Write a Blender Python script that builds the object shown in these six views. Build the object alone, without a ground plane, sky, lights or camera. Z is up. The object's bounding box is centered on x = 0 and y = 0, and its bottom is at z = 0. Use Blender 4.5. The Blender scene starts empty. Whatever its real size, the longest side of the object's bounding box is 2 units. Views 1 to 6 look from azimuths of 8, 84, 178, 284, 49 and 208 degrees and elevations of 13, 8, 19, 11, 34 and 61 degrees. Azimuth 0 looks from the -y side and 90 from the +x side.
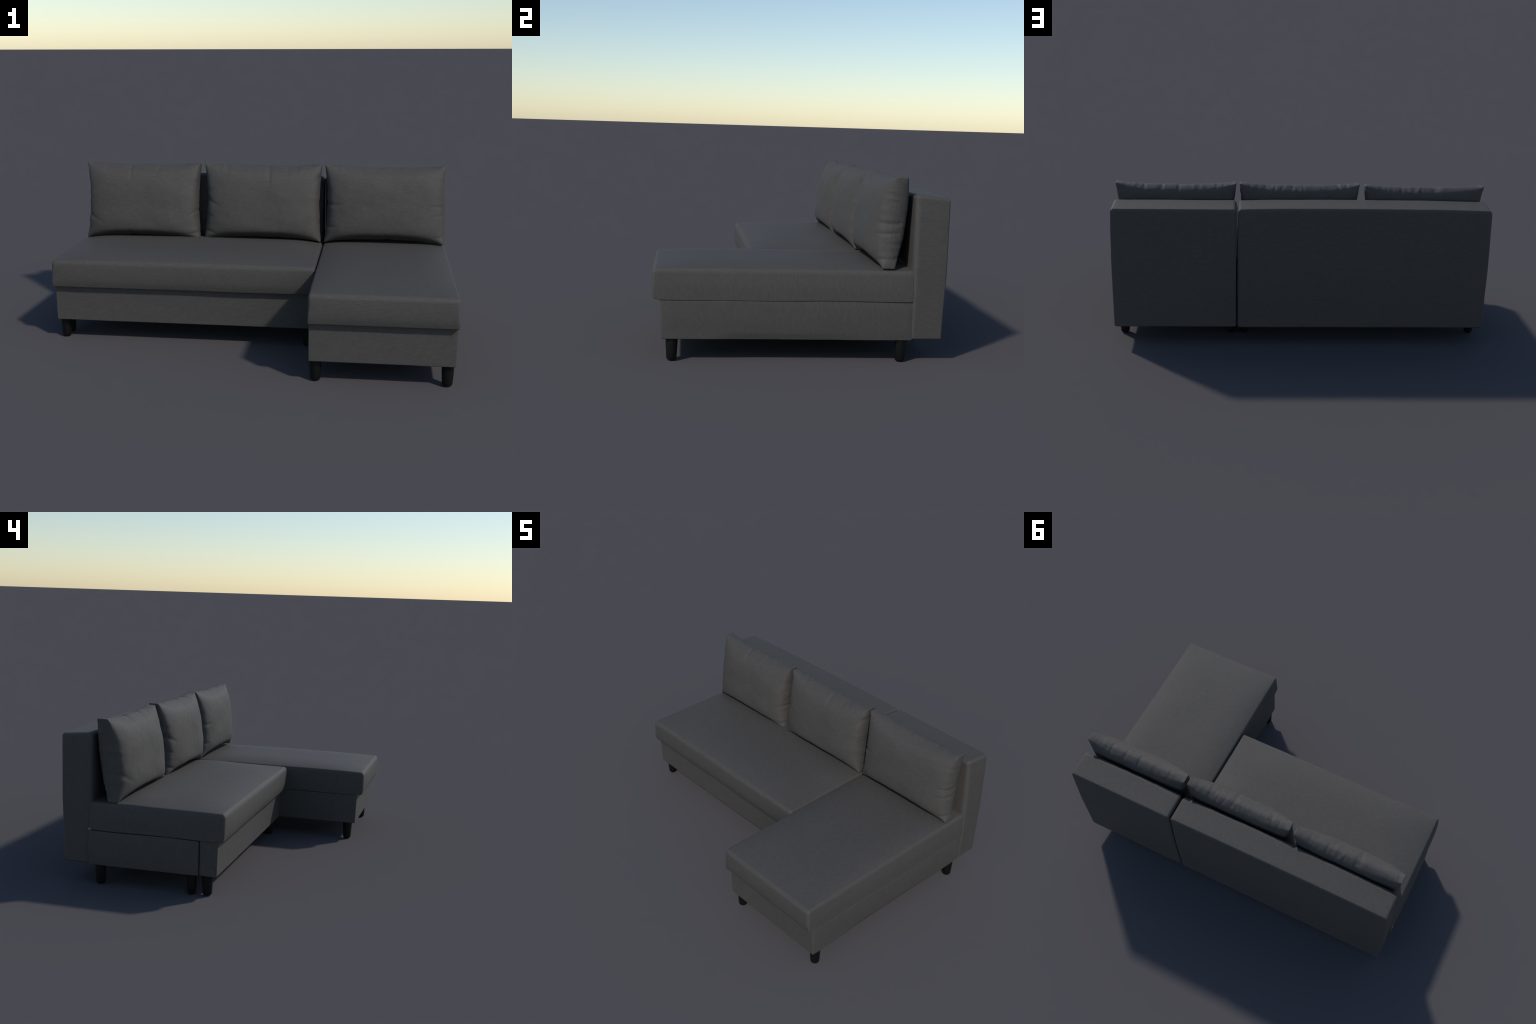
# Grey corner sofa: a two-seat sofa bed module and a chaise module, three loose
# back cushions, short tapered black legs.
import bpy
import numpy as np
from mathutils import noise, Vector

# ------------------------------------------------------------------ materials
def new_material(name):
    m = bpy.data.materials.new(name)
    m.use_nodes = True
    nt = m.node_tree
    bsdf = nt.nodes["Principled BSDF"]
    return m, nt, bsdf


def fabric(name, side_stretch):
    """Dark grey woven cloth. Threads run along x on tops and fronts; on the
    faces that look along x they run along `side_stretch` ('y' or 'z')."""
    m, nt, bsdf = new_material(name)
    N, L = nt.nodes.new, nt.links.new
    co = N("ShaderNodeTexCoord")
    geo = N("ShaderNodeNewGeometry")
    sep = N("ShaderNodeSeparateXYZ")
    L(geo.outputs["Normal"], sep.inputs[0])
    ab = N("ShaderNodeMath"); ab.operation = "ABSOLUTE"
    L(sep.outputs["X"], ab.inputs[0])
    step = N("ShaderNodeMapRange")
    step.inputs["From Min"].default_value = 0.6
    step.inputs["From Max"].default_value = 0.8
    L(ab.outputs[0], step.inputs["Value"])

    def thread(scale, detail):
        n_main = N("ShaderNodeMapping"); n_main.inputs["Scale"].default_value = (0.28 * scale, 1.25 * scale, 1.25 * scale)
        n_side = N("ShaderNodeMapping")
        n_side.inputs["Scale"].default_value = (scale, 0.28 * scale, 1.25 * scale) if side_stretch == "y" else (scale, 1.25 * scale, 0.28 * scale)
        mixv = N("ShaderNodeMix"); mixv.data_type = "VECTOR"
        L(co.outputs["Object"], n_main.inputs[0]); L(co.outputs["Object"], n_side.inputs[0])
        L(step.outputs[0], mixv.inputs["Factor"])
        L(n_main.outputs[0], mixv.inputs[4]); L(n_side.outputs[0], mixv.inputs[5])
        t = N("ShaderNodeTexNoise")
        t.inputs["Scale"].default_value = 1.0
        t.inputs["Detail"].default_value = detail
        t.inputs["Roughness"].default_value = 0.6
        L(mixv.outputs[1], t.inputs["Vector"])
        return t

    coarse = thread(150.0, 3.0)
    fine = thread(520.0, 2.0)
    blend = N("ShaderNodeMix"); blend.data_type = "FLOAT"
    blend.inputs["Factor"].default_value = 0.45
    L(coarse.outputs["Fac"], blend.inputs[2]); L(fine.outputs["Fac"], blend.inputs[3])
    ramp = N("ShaderNodeValToRGB")
    e = ramp.color_ramp.elements
    e[0].position, e[0].color = 0.30, (0.0510, 0.0459, 0.0411, 1)
    e[1].position, e[1].color = 0.70, (0.0855, 0.0768, 0.0685, 1)
    L(blend.outputs[0], ramp.inputs[0])
    L(ramp.outputs[0], bsdf.inputs["Base Color"])
    bsdf.inputs["Roughness"].default_value = 0.75
    bsdf.inputs["Specular IOR Level"].default_value = 0.5
    bump = N("ShaderNodeBump")
    bump.inputs["Strength"].default_value = 0.18
    bump.inputs["Distance"].default_value = 0.0015
    L(blend.outputs[0], bump.inputs["Height"])
    L(bump.outputs[0], bsdf.inputs["Normal"])
    return m


def lacquer():
    m, nt, bsdf = new_material("black_lacquer")
    N, L = nt.nodes.new, nt.links.new
    co = N("ShaderNodeTexCoord")
    t = N("ShaderNodeTexNoise"); t.inputs["Scale"].default_value = 60
    L(co.outputs["Object"], t.inputs["Vector"])
    ramp = N("ShaderNodeValToRGB")
    ramp.color_ramp.elements[0].color = (0.0025, 0.0025, 0.0025, 1)
    ramp.color_ramp.elements[1].color = (0.005, 0.005, 0.005, 1)
    L(t.outputs["Fac"], ramp.inputs[0]); L(ramp.outputs[0], bsdf.inputs["Base Color"])
    bsdf.inputs["Roughness"].default_value = 0.55
    bsdf.inputs["Specular IOR Level"].default_value = 0.25
    return m


def steel():
    m, nt, bsdf = new_material("zinc_steel")
    N, L = nt.nodes.new, nt.links.new
    t = N("ShaderNodeTexNoise"); t.inputs["Scale"].default_value = 200
    ramp = N("ShaderNodeValToRGB")
    ramp.color_ramp.elements[0].color = (0.55, 0.56, 0.58, 1)
    ramp.color_ramp.elements[1].color = (0.7, 0.71, 0.72, 1)
    L(t.outputs["Fac"], ramp.inputs[0]); L(ramp.outputs[0], bsdf.inputs["Base Color"])
    bsdf.inputs["Metallic"].default_value = 0.6
    bsdf.inputs["Roughness"].default_value = 0.35
    return m


CLOTH_SEAT = fabric("woven_fabric_seat", "z")
CLOTH_BACK = fabric("woven_fabric_back", "y")
BLACK = lacquer()
STEEL = steel()

# --------------------------------------------------------------------- helpers
root = bpy.data.objects.new("sofa", None)
bpy.context.scene.collection.objects.link(root)
root["label"] = "dark grey fabric corner sofa with chaise and three cushions"
root["category"] = "corner sofa"


def link(name, mesh, mat, parent=root):
    if not mesh.materials:
        mesh.materials.append(mat)
    o = bpy.data.objects.new(name, mesh)
    bpy.context.scene.collection.objects.link(o)
    o.parent = parent
    return o


def lattice_shell(a, b, c):
    """Surface quads of the lattice a x b x c (1D sample arrays in -1..1).
    Returns parameter points (N,3), quads."""
    na, nb, nc = len(a), len(b), len(c)
    index, pts, quads = {}, [], []

    def vid(i, j, k):
        key = (i, j, k)
        if key not in index:
            index[key] = len(pts)
            pts.append((a[i], b[j], c[k]))
        return index[key]

    for j in range(nb - 1):
        for k in range(nc - 1):
            for i, flip in ((0, True), (na - 1, False)):
                q = [vid(i, j, k), vid(i, j + 1, k), vid(i, j + 1, k + 1), vid(i, j, k + 1)]
                quads.append(q[::-1] if flip else q)
    for i in range(na - 1):
        for k in range(nc - 1):
            for j, flip in ((0, False), (nb - 1, True)):
                q = [vid(i, j, k), vid(i + 1, j, k), vid(i + 1, j, k + 1), vid(i, j, k + 1)]
                quads.append(q[::-1] if flip else q)
    for i in range(na - 1):
        for j in range(nb - 1):
            for k, flip in ((0, True), (nc - 1, False)):
                q = [vid(i, j, k), vid(i + 1, j, k), vid(i + 1, j + 1, k), vid(i, j + 1, k)]
                quads.append(q[::-1] if flip else q)
    return np.array(pts), quads


def make_mesh(name, v, quads):
    me = bpy.data.meshes.new(name)
    me.from_pydata([tuple(p) for p in v], [], quads)
    me.update()
    me.polygons.foreach_set("use_smooth", [True] * len(me.polygons))
    return me


def smoothstep(x, lo, hi):
    t = np.clip((x - lo) / (hi - lo), 0, 1)
    return t * t * (3 - 2 * t)


def noise3(p, freq, seed):
    off = Vector((seed * 7.31, seed * 3.77, seed * 5.13))
    return np.array([noise.noise(Vector(q) + off) for q in (p * np.asarray(freq))])


def edge_samples(lo, hi, rlo, rhi, step):
    """1D positions from lo to hi: fine in the rounded ends, `step` between."""
    n = max(3, int(round((hi - lo - rlo - rhi) / step)))
    left = lo + rlo * np.linspace(0, 1, 7)[:-1]
    mid = np.linspace(lo + rlo, hi - rhi, n + 1)
    right = hi - rhi * np.linspace(1, 0, 7)[1:]
    return np.concatenate([left, mid, right])


def upholstered_block(name, lo, hi, radii, shape, mat, step=0.018, wobble=0.0012, seed=1, tight=1.0):
    """Box lo..hi with rounded edges; radii = ((x-,x+),(y-,y+),(z-,z+)).
    `shape(p, u)` displaces the points (u = position in the box, -1..1)."""
    lo, hi = np.array(lo, float), np.array(hi, float)
    axes = [edge_samples(lo[i], hi[i], radii[i][0], radii[i][1], step) for i in range(3)]
    p, quads = lattice_shell(*axes)
    rl = np.array([r[0] for r in radii]); rh = np.array([r[1] for r in radii])
    # `tight` < 1: side edges get crisper towards the bottom
    k = tight + (1 - tight) * smoothstep(p[:, 2:3], lo[2] + 0.15 * (hi[2] - lo[2]), lo[2] + 0.65 * (hi[2] - lo[2]))
    k = np.concatenate([k, k, np.ones_like(k)], 1)
    rl, rh = rl * k, rh * k
    q = np.clip(p, lo + rl, hi - rh)
    d = p - q
    r = np.where(d < 0, rl, rh)
    n = d / r
    # cube corner region -> ellipsoid corner region (keeps the spacing even)
    n2 = np.tan(np.clip(n, -1, 1) * np.pi / 4)
    length = np.linalg.norm(n2, axis=1, keepdims=True)
    length[length == 0] = 1
    v = q + r * n2 / length
    u = (v - (lo + hi) / 2) / ((hi - lo) / 2)
    if wobble:
        w = noise3(v, (5, 5, 6), seed) + 0.5 * noise3(v, (13, 13, 15), seed + 3)
        nn = n2 / length
        v = v + nn * (wobble * w)[:, None]
    v = shape(v, u)
    return link(name, make_mesh(name, v, quads), mat)


def bow(t):
    """1 in the middle of -1..1, 0 at the ends."""
    return 1 - np.clip(np.abs(t), 0, 1) ** 2.4


# ------------------------------------------------------------------ dimensions
FLOOR_GAP = 0.102          # underside of the bases
SEAM = 0.281               # seat meets base
SEAT_EDGE = 0.421          # seat top at the edge
CROWN = 0.024              # rise of the seat top in the middle
JOINT = 0.3375             # x where the two modules meet
LEFT, RIGHT = -0.987, 0.987
SEAT_BACK = 0.522

# ------------------------------------------------------------------------ seats
def plateau(t, power):
    return 1 - np.clip(np.abs(t), 0, 1) ** power


def seam_wave(y):
    """The side seam between seat and base is not ruler-straight."""
    return 0.0016 * np.sin(5.5 * y + 0.6) + 0.0009 * np.sin(13.0 * y)


def seat_shape(bulge_l, bulge_r, inner=0.0, crown=CROWN, mounds=()):
    """bulge_l / bulge_r: how far the cover bellies out on either side;
    inner: belly of the chaise's free stretch on its left."""
    def f(v, u):
        v = v.copy()
        top = smoothstep(u[:, 2], 0.2, 1.0)
        v[:, 2] += top * crown * plateau(u[:, 0], 4.5) * plateau(np.clip(u[:, 1], -1, 0.8), 4.0)
        for mx, my, mr, mh in mounds:                       # uneven filling
            v[:, 2] += top * mh * np.exp(-((v[:, 0] - mx) ** 2 + (v[:, 1] - my) ** 2) / mr ** 2)
        front = smoothstep(-u[:, 1], 0.90, 1.0)
        v[:, 1] -= 0.006 * front * bow(u[:, 2]) * bow(u[:, 0]) ** 0.3
        low = 1 - smoothstep(u[:, 2], -0.2, 1.0)
        along = bow(u[:, 1]) ** 0.25
        near = smoothstep(np.abs(u[:, 0]), 0.95, 1.0)
        v[:, 0] += np.where(u[:, 0] > 0, bulge_r, -bulge_l) * near * low * along
        free = smoothstep(v[:, 1], -0.64, -0.52) * (1 - smoothstep(v[:, 1], -0.32, -0.20))
        v[:, 0] -= inner * near * (u[:, 0] < 0) * low * free
        # the cover is pulled back under the front lip
        lip = smoothstep(-u[:, 1], 0.93, 1.0) * smoothstep(-u[:, 2], 0.5, 1.0)
        v[:, 1] += 0.004 * lip
        v[:, 2] += 0.004 * lip + seam_wave(v[:, 1]) * smoothstep(-u[:, 2], 0.6, 1.0)
        return v
    return f


seat_r = ((0.013, 0.013), (0.016, 0.014), (0.004, 0.022))
upholstered_block("seat_cushion", (LEFT - 0.001, -0.187, SEAM), (JOINT - 0.0012, SEAT_BACK, SEAT_EDGE),
                  seat_r, seat_shape(0.008, 0.0, crown=0.026, mounds=((0.22, 0.26, 0.12, 0.009), (-0.88, 0.28, 0.12, 0.006))), CLOTH_SEAT, seed=2, tight=0.25)
upholstered_block("seat_cushion", (JOINT + 0.0012, -0.663, SEAM), (RIGHT + 0.002, SEAT_BACK, SEAT_EDGE),
                  seat_r, seat_shape(0.0, 0.008, 0.006, mounds=((0.70, 0.25, 0.25, -0.003),)), CLOTH_SEAT, seed=5, tight=0.25)

# ------------------------------------------------------------------------ bases
def chaise_base_shape(v, u):
    v = v.copy()
    # cover tucked under along the middle of the right lower edge
    tuck = smoothstep(u[:, 0], 0.9, 1.0) * smoothstep(-v[:, 2], -0.125, -0.106) * smoothstep(v[:, 1], -0.45, -0.25) * (1 - 0.7 * smoothstep(v[:, 1], 0.0, 0.4))
    v[:, 0] -= 0.008 * tuck
    v[:, 2] += seam_wave(v[:, 1]) * smoothstep(u[:, 2], 0.7, 1.0)
    # the top edge of the side dips in a little below the seat seam, towards the back
    dip = smoothstep(np.abs(u[:, 0]), 0.9, 1.0) * smoothstep(v[:, 2], 0.262, 0.279) * smoothstep(v[:, 1], -0.35, 0.15)
    v[:, 0] -= np.sign(u[:, 0]) * 0.003 * dip
    # the side panels belly out a little
    near = smoothstep(np.abs(u[:, 0]), 0.95, 1.0)
    free = smoothstep(v[:, 1], -0.61, -0.50) * (1 - smoothstep(v[:, 1], -0.32, -0.20))
    v[:, 0] += near * (0.5 + 0.5 * smoothstep(u[:, 2], -1, 0.2)) * np.where(u[:, 0] > 0, 0.012 * bow(u[:, 1]) ** 0.25, -0.006 * free)
    # front leans out slightly to the top
    v[:, 1] -= 0.005 * smoothstep(-u[:, 1], 0.9, 1.0) * (v[:, 2] - FLOOR_GAP) / 0.177
    return v


def side_panel_shape(v, u):
    v = v.copy()
    v[:, 2] += seam_wave(v[:, 1]) * smoothstep(u[:, 2], 0.7, 1.0)
    near = smoothstep(-u[:, 0], 0.95, 1.0)
    v[:, 0] -= 0.012 * near * bow(np.clip(u[:, 1] + 0.15, -1, 0.6)) ** 0.5 * (0.6 + 0.4 * bow(u[:, 2]))
    return v


base_r = ((0.004, 0.004), (0.005, 0.006), (0.004, 0.002))
upholstered_block("base", (JOINT + 0.004, -0.624, FLOOR_GAP), (RIGHT - 0.002, SEAT_BACK, SEAM - 0.0004),
                  base_r, chaise_base_shape, CLOTH_SEAT, seed=8)
upholstered_block("base", (LEFT, -0.0575, FLOOR_GAP), (JOINT - 0.004, SEAT_BACK, SEAM - 0.003),
                  ((0.004, 0.005), (0.003, 0.006), (0.004, 0.003)), side_panel_shape, CLOTH_SEAT, seed=9)


def pull_out_shape(v, u):
    v = v.copy()
    v[:, 1] -= 0.004 * smoothstep(-u[:, 1], 0.5, 1.0) * (v[:, 2] - FLOOR_GAP) / 0.177
    # folded cloth at the lower front corner of the left end
    # distance in front of the crease line that climbs back from the corner
    ahead = ((v[:, 2] - 0.107) * 0.6 - (v[:, 1] + 0.147) * 0.8)
    reach = smoothstep(v[:, 2], 0.104, 0.112) * (1 - smoothstep(v[:, 2], 0.135, 0.175))
    dent = np.where(ahead > 0, np.clip(1 - ahead / 0.032, 0, 1), np.clip(1 + ahead / 0.006, 0, 1))
    v[:, 0] += 0.007 * smoothstep(-u[:, 0], 0.99, 1.0) * dent * reach * (1 - smoothstep(v[:, 1], -0.125, -0.110)) * smoothstep(v[:, 1], -0.152, -0.144)
    return v


upholstered_block("pull_out_front", (LEFT + 0.003, -0.150, FLOOR_GAP), (JOINT - 0.006, -0.0605, SEAM - 0.0005),
                  ((0.003, 0.006), (0.005, 0.003), (0.004, 0.002)), pull_out_shape, CLOTH_SEAT, step=0.005, wobble=0.0006, seed=10)

# -------------------------------------------------------------------- backrests
def backrest_shape(bulge_l, bulge_r, crown):
    def f(v, u):
        v = v.copy()
        top = smoothstep(v[:, 2], 0.55, 0.75)
        v[:, 2] -= top * 0.085 * (v[:, 1] - 0.515)           # top slopes down to the back
        v[:, 2] += crown * top * plateau(u[:, 0], 3)
        v[:, 1] -= 0.009 * (1 - smoothstep(v[:, 2], 0.10, 0.45)) * smoothstep(u[:, 1], 0.5, 1)
        side = smoothstep(np.abs(u[:, 0]), 0.93, 1.0)
        v[:, 0] += np.where(u[:, 0] > 0, bulge_r, -bulge_l) * side * bow(np.clip(u[:, 2] + 0.12, -1, 1)) ** 0.8 * (0.65 - 0.35 * u[:, 1])
        v[:, 1] -= 0.004 * smoothstep(-u[:, 1], 0.8, 1) * bow(u[:, 0]) ** 0.5
        return v
    return f


back_r = ((0.018, 0.018), (0.024, 0.010), (0.008, 0.020))
upholstered_block("backrest", (-0.985, 0.508, 0.103), (JOINT - 0.0042, 0.669, 0.772),
                  back_r, backrest_shape(0.005, 0.0, 0.007), CLOTH_BACK, seed=12)
upholstered_block("backrest", (JOINT + 0.0042, 0.508, 0.106), (0.986, 0.669, 0.772),
                  back_r, backrest_shape(0.0, 0.012, 0.0), CLOTH_BACK, seed=15)

# ----------------------------------------------------------------- back cushions
HALF_W, HALF_H = 0.319, 0.209
CORNER = 0.028              # half width of the boxed corner


def crease(x, z, x0, z0, x1, z1, width):
    """Soft mask around the segment (x0,z0)-(x1,z1), fading out at its far end."""
    dx, dz = x1 - x0, z1 - z0
    l2 = dx * dx + dz * dz
    t = np.clip(((x - x0) * dx + (z - z0) * dz) / l2, 0, 1)
    d = np.hypot(x - (x0 + t * dx), z - (z0 + t * dz))
    w = width * (1 - 0.6 * t)
    return np.exp(-(d / w) ** 2) * (1 - t) ** 0.7


def back_cushion(centre_x, bottom, front_bottom_y, front_top_y, width, seed, front_creases, back_creases):
    a = np.linspace(-1, 1, 121)
    c = np.linspace(-1, 1, 85)
    b = np.array([-1, -.83, -.66, -.5, -.35, -.2, -.09, -.04, 0, .04, .09, .2, .35, .5, .66, .83, 1])
    par, quads = lattice_shell(a, b, c)
    u, s, w = par[:, 0], par[:, 1], par[:, 2]
    U, V = np.abs(u), np.abs(w)
    hw = width / 2
    # concave outline between the ears
    inset_x = np.where(u < 0, 0.028, 0.024) * (1 - V ** 2.2)
    inset_z = np.where(w > 0, 0.036, 0.042) * (1 - U ** 2.8)
    x = u * (hw - inset_x * U ** 3)
    z = w * (HALF_H - inset_z * V ** 3)
    # thickness: flared border plus the filling, fuller towards the bottom
    vv = np.clip(w, -1, 1)
    fill_v = np.where(vv < 0, 1 - V ** 8, 1 - V ** 2.5)
    fill = np.clip(1 - U ** 3.2, 0, 1) ** 0.75 * np.clip(fill_v, 0, 1) ** 0.75
    flare_v = np.where(w > 0, 0.016, 0.001)
    flare = (0.027 * U ** 4 + flare_v * V ** 4 + 0.010) / (U ** 4 + V ** 4 + 0.5)
    border = CORNER + flare * (1 - (U * V) ** 2.5)
    t_front = border + 0.047 * fill
    t_back = border + 0.012 * fill
    y = np.where(s < 0, s * t_front, s * t_back)
    # borders belly outwards around the seam
    belly = 1 - s ** 2
    x += np.sign(u) * (U > 0.999) * 0.013 * belly * (1 - V ** 3)
    z += np.sign(w) * (V > 0.999) * np.where(w > 0, 0.024, 0.026) * belly * (1 - U ** 3)
    p = np.stack([x, y, z], 1)
    # relax everything except the ears
    to_corner = np.hypot((1 - U) * hw, (1 - V) * HALF_H)
    keep = 0.12 + 0.88 * smoothstep(to_corner, 0.004, 0.055)
    e = np.array(quads)
    pairs = np.concatenate([e[:, [0, 1]], e[:, [1, 2]], e[:, [2, 3]], e[:, [3, 0]]])
    count = np.zeros(len(p))
    np.add.at(count, pairs[:, 0], 1); np.add.at(count, pairs[:, 1], 1)
    rim = (np.abs(p[:, 0]) > 0.9 * hw) | (np.abs(p[:, 2]) > 0.85 * HALF_H)
    for _ in range(22):
        acc = np.zeros_like(p)
        np.add.at(acc, pairs[:, 0], p[pairs[:, 1]]); np.add.at(acc, pairs[:, 1], p[pairs[:, 0]])
        p = p + (0.5 * keep)[:, None] * (acc / count[:, None] - p)
    # normals
    f = p[e]
    fn = np.cross(f[:, 2] - f[:, 0], f[:, 3] - f[:, 1])
    nrm = np.zeros_like(p)
    for k in range(4):
        np.add.at(nrm, e[:, k], fn)
    nrm /= np.linalg.norm(nrm, axis=1, keepdims=True) + 1e-12
    # gathers running away from the seams
    x, y, z = p.T
    d_top, d_side = (1 - V) * HALF_H, (1 - U) * hw
    reach = np.abs(y)
    slant = x + 0.35 * (z - HALF_H) * np.sign(x)
    n_top = noise3(np.stack([slant, 0.20 * z, 0.25 * y], 1), (34, 34, 34), seed)
    n_top2 = noise3(np.stack([slant, 0.20 * z, 0.25 * y], 1), (75, 60, 60), seed + 1)
    n_side = noise3(np.stack([0.2 * x, 0.25 * y, z], 1), (30, 30, 30), seed + 2)
    ridge_top = 0.5 - np.abs(n_top) * 1.6 + 0.35 * n_top2
    ridge_side = 0.5 - np.abs(n_side) * 1.6
    m_top = np.exp(-((d_top + 0.35 * np.maximum(reach - 0.045, 0)) / 0.035) ** 2)
    m_side = np.exp(-((d_side + 0.35 * np.maximum(reach - 0.045, 0)) / 0.040) ** 2)
    calm = np.where(w < 0, 0.6, 1.0) * (0.45 + 0.6 * smoothstep(y, -0.01, 0.03)) * (0.55 + 0.9 * np.abs(noise3(np.stack([x, 0 * x, 0 * x], 1), (6, 6, 6), seed + 9)) * 2)
    h = (0.0027 * ridge_top * m_top * calm + 0.0019 * ridge_side * m_side * (1 - m_top)) * keep
    # soft lumps of the filling
    h += 0.0030 * noise3(p, (9, 9, 11), seed + 4) * keep + 0.0010 * noise3(p, (24, 24, 24), seed + 5) * keep
    # single creases (x and z in metres from the cushion centre)
    for (x0, z0, x1, z1, wd, dep) in front_creases:
        h -= dep * crease(x, z, x0, z0, x1, z1, wd) * (y < 0.03)
    for (x0, z0, x1, z1, wd, dep) in back_creases:
        h -= dep * crease(x, z, x0, z0, x1, z1, wd) * (y > -0.02)
    # stitched seam round the border
    on_rim = (U > 0.999) | (V > 0.999)
    h -= 0.0011 * on_rim * (np.abs(s) < 0.02) * keep
    p = p + nrm * h[:, None]
    # lean back against the backrest
    tilt = (front_top_y - front_bottom_y) / (2 * HALF_H)
    world = p.copy()
    world[:, 0] += centre_x
    world[:, 2] += bottom + HALF_H
    world[:, 1] += front_bottom_y + CORNER + tilt * (p[:, 2] + HALF_H)
    return link("back_cushion", make_mesh("back_cushion", world, quads), CLOTH_BACK)


back_cushion(-0.660, 0.425, 0.368, 0.424, 0.640, 21,
             [(-0.067, 0.2, -0.055, 0.12, 0.01365, 0.00434), (0.1, 0.205, 0.07, 0.12, 0.0126, 0.00248),
              (-0.3, -0.07, -0.21, -0.12, 0.0147, 0.00372), (0.315, -0.045, 0.25, -0.075, 0.0105, 0.00372),
              (0.31, -0.165, 0.25, -0.172, 0.00945, 0.00372), (-0.06, -0.205, -0.07, -0.14, 0.021, 0.00372)],
             [(0.115, 0.215, 0.13, 0.14, 0.0126, 0.00434), (-0.045, 0.215, -0.06, 0.13, 0.01155, 0.00434),
              (0.23, 0.21, 0.21, 0.15, 0.0084, 0.00248)])
back_cushion(0.006, 0.430, 0.366, 0.416, 0.640, 33,
             [(0.035, 0.205, 0.045, 0.09, 0.0126, 0.00372), (-0.31, 0.02, -0.22, -0.02, 0.0147, 0.00496),
              (-0.31, -0.06, -0.25, -0.08, 0.0105, 0.0031), (-0.3, -0.155, -0.24, -0.17, 0.0105, 0.00372),
              (0.31, 0.14, 0.26, 0.1, 0.0126, 0.0031), (0.18, 0.205, 0.2, 0.16, 0.0105, 0.00248), (-0.19, 0.205, -0.18, 0.13, 0.0105, 0.00217)],
             [(0.16, 0.215, 0.13, 0.15, 0.0105, 0.00372), (0.02, 0.215, 0.01, 0.14, 0.0105, 0.00372),
              (-0.2, 0.215, -0.21, 0.16, 0.0105, 0.00372), (-0.25, 0.21, -0.24, 0.16, 0.00945, 0.0031)])
back_cushion(0.661, 0.430, 0.370, 0.414, 0.637, 47,
             [(-0.31, 0, -0.21, 0.005, 0.0147, 0.00496), (-0.3, -0.12, -0.24, -0.115, 0.01155, 0.00372),
              (0.02, -0.205, 0.01, -0.14, 0.02625, 0.00372), (0.315, -0.005, 0.24, 0.005, 0.0105, 0.00372),
              (0.315, -0.05, 0.24, -0.052, 0.0105, 0.0031), (0.31, -0.165, 0.26, -0.168, 0.00945, 0.00372), (0.21, -0.205, 0.22, -0.165, 0.0147, 0.0031)],
             [(0.17, 0.215, 0.16, 0.14, 0.0105, 0.00372), (0.07, 0.215, 0.08, 0.14, 0.0105, 0.00372),
              (-0.02, 0.215, 0, 0.12, 0.0105, 0.00434), (-0.22, 0.215, -0.2, 0.15, 0.0105, 0.0031)])

# ------------------------------------------------------------------------- legs
def leg_mesh():
    profile = [(0.0, 0.0), (0.014, 0.0), (0.0185, 0.0018), (0.0225, 0.0075), (0.0236, 0.012), (0.0262, 0.060), (0.0283, 0.1045), (0.0, 0.1045)]
    n = 28
    verts, quads = [], []
    for r, z in profile:
        for i in range(n):
            t = 2 * np.pi * (i + 0.5) / n
            verts.append((max(r, 1e-4) * np.cos(t), max(r, 1e-4) * np.sin(t), z))
    for j in range(len(profile) - 1):
        for i in range(n):
            quads.append([j * n + i, j * n + (i + 1) % n, (j + 1) * n + (i + 1) % n, (j + 1) * n + i])
    me = make_mesh("leg", np.array(verts), quads)
    me.set_sharp_from_angle(angle=np.radians(32))
    return me


LEG = leg_mesh()
for lx, ly in ((0.954, -0.575), (0.371, -0.575), (0.955, 0.474), (0.371, 0.474),
               (0.298, 0.474), (-0.962, 0.468), (-0.960, -0.017), (0.298, -0.019),
               (-0.955, -0.096), (0.298, -0.097)):
    o = link("leg", LEG, BLACK)
    o.location = (lx, ly, 0.0)

# --------------------------------------------- zinc hinge loop beside the seat
def hinge_loop():
    verts, quads = [], []
    ring, tube, n, m = 0.0050, 0.0012, 20, 8
    path = [(-ring, -0.008)] + [(ring * np.cos(t), ring * np.sin(t)) for t in np.linspace(np.pi, 0, n)] + [(ring, -0.008)]
    path = np.array(path)
    tan = np.gradient(path, axis=0)
    tan /= np.linalg.norm(tan, axis=1, keepdims=True)
    for (py, pz), (ty, tz) in zip(path, tan):
        for i in range(m):
            t = 2 * np.pi * i / m
            verts.append((tube * np.cos(t), py + tube * np.sin(t) * -tz, pz + tube * np.sin(t) * ty))
    for j in range(len(path) - 1):
        for i in range(m):
            quads.append([j * m + i, j * m + (i + 1) % m, (j + 1) * m + (i + 1) % m, (j + 1) * m + i])
    quads.append(list(range(m))[::-1]); quads.append([(len(path) - 1) * m + i for i in range(m)])
    return make_mesh("hinge", np.array(verts), quads)


o = link("hinge", hinge_loop(), STEEL)
o.location = (-0.9975, 0.5135, 0.286)
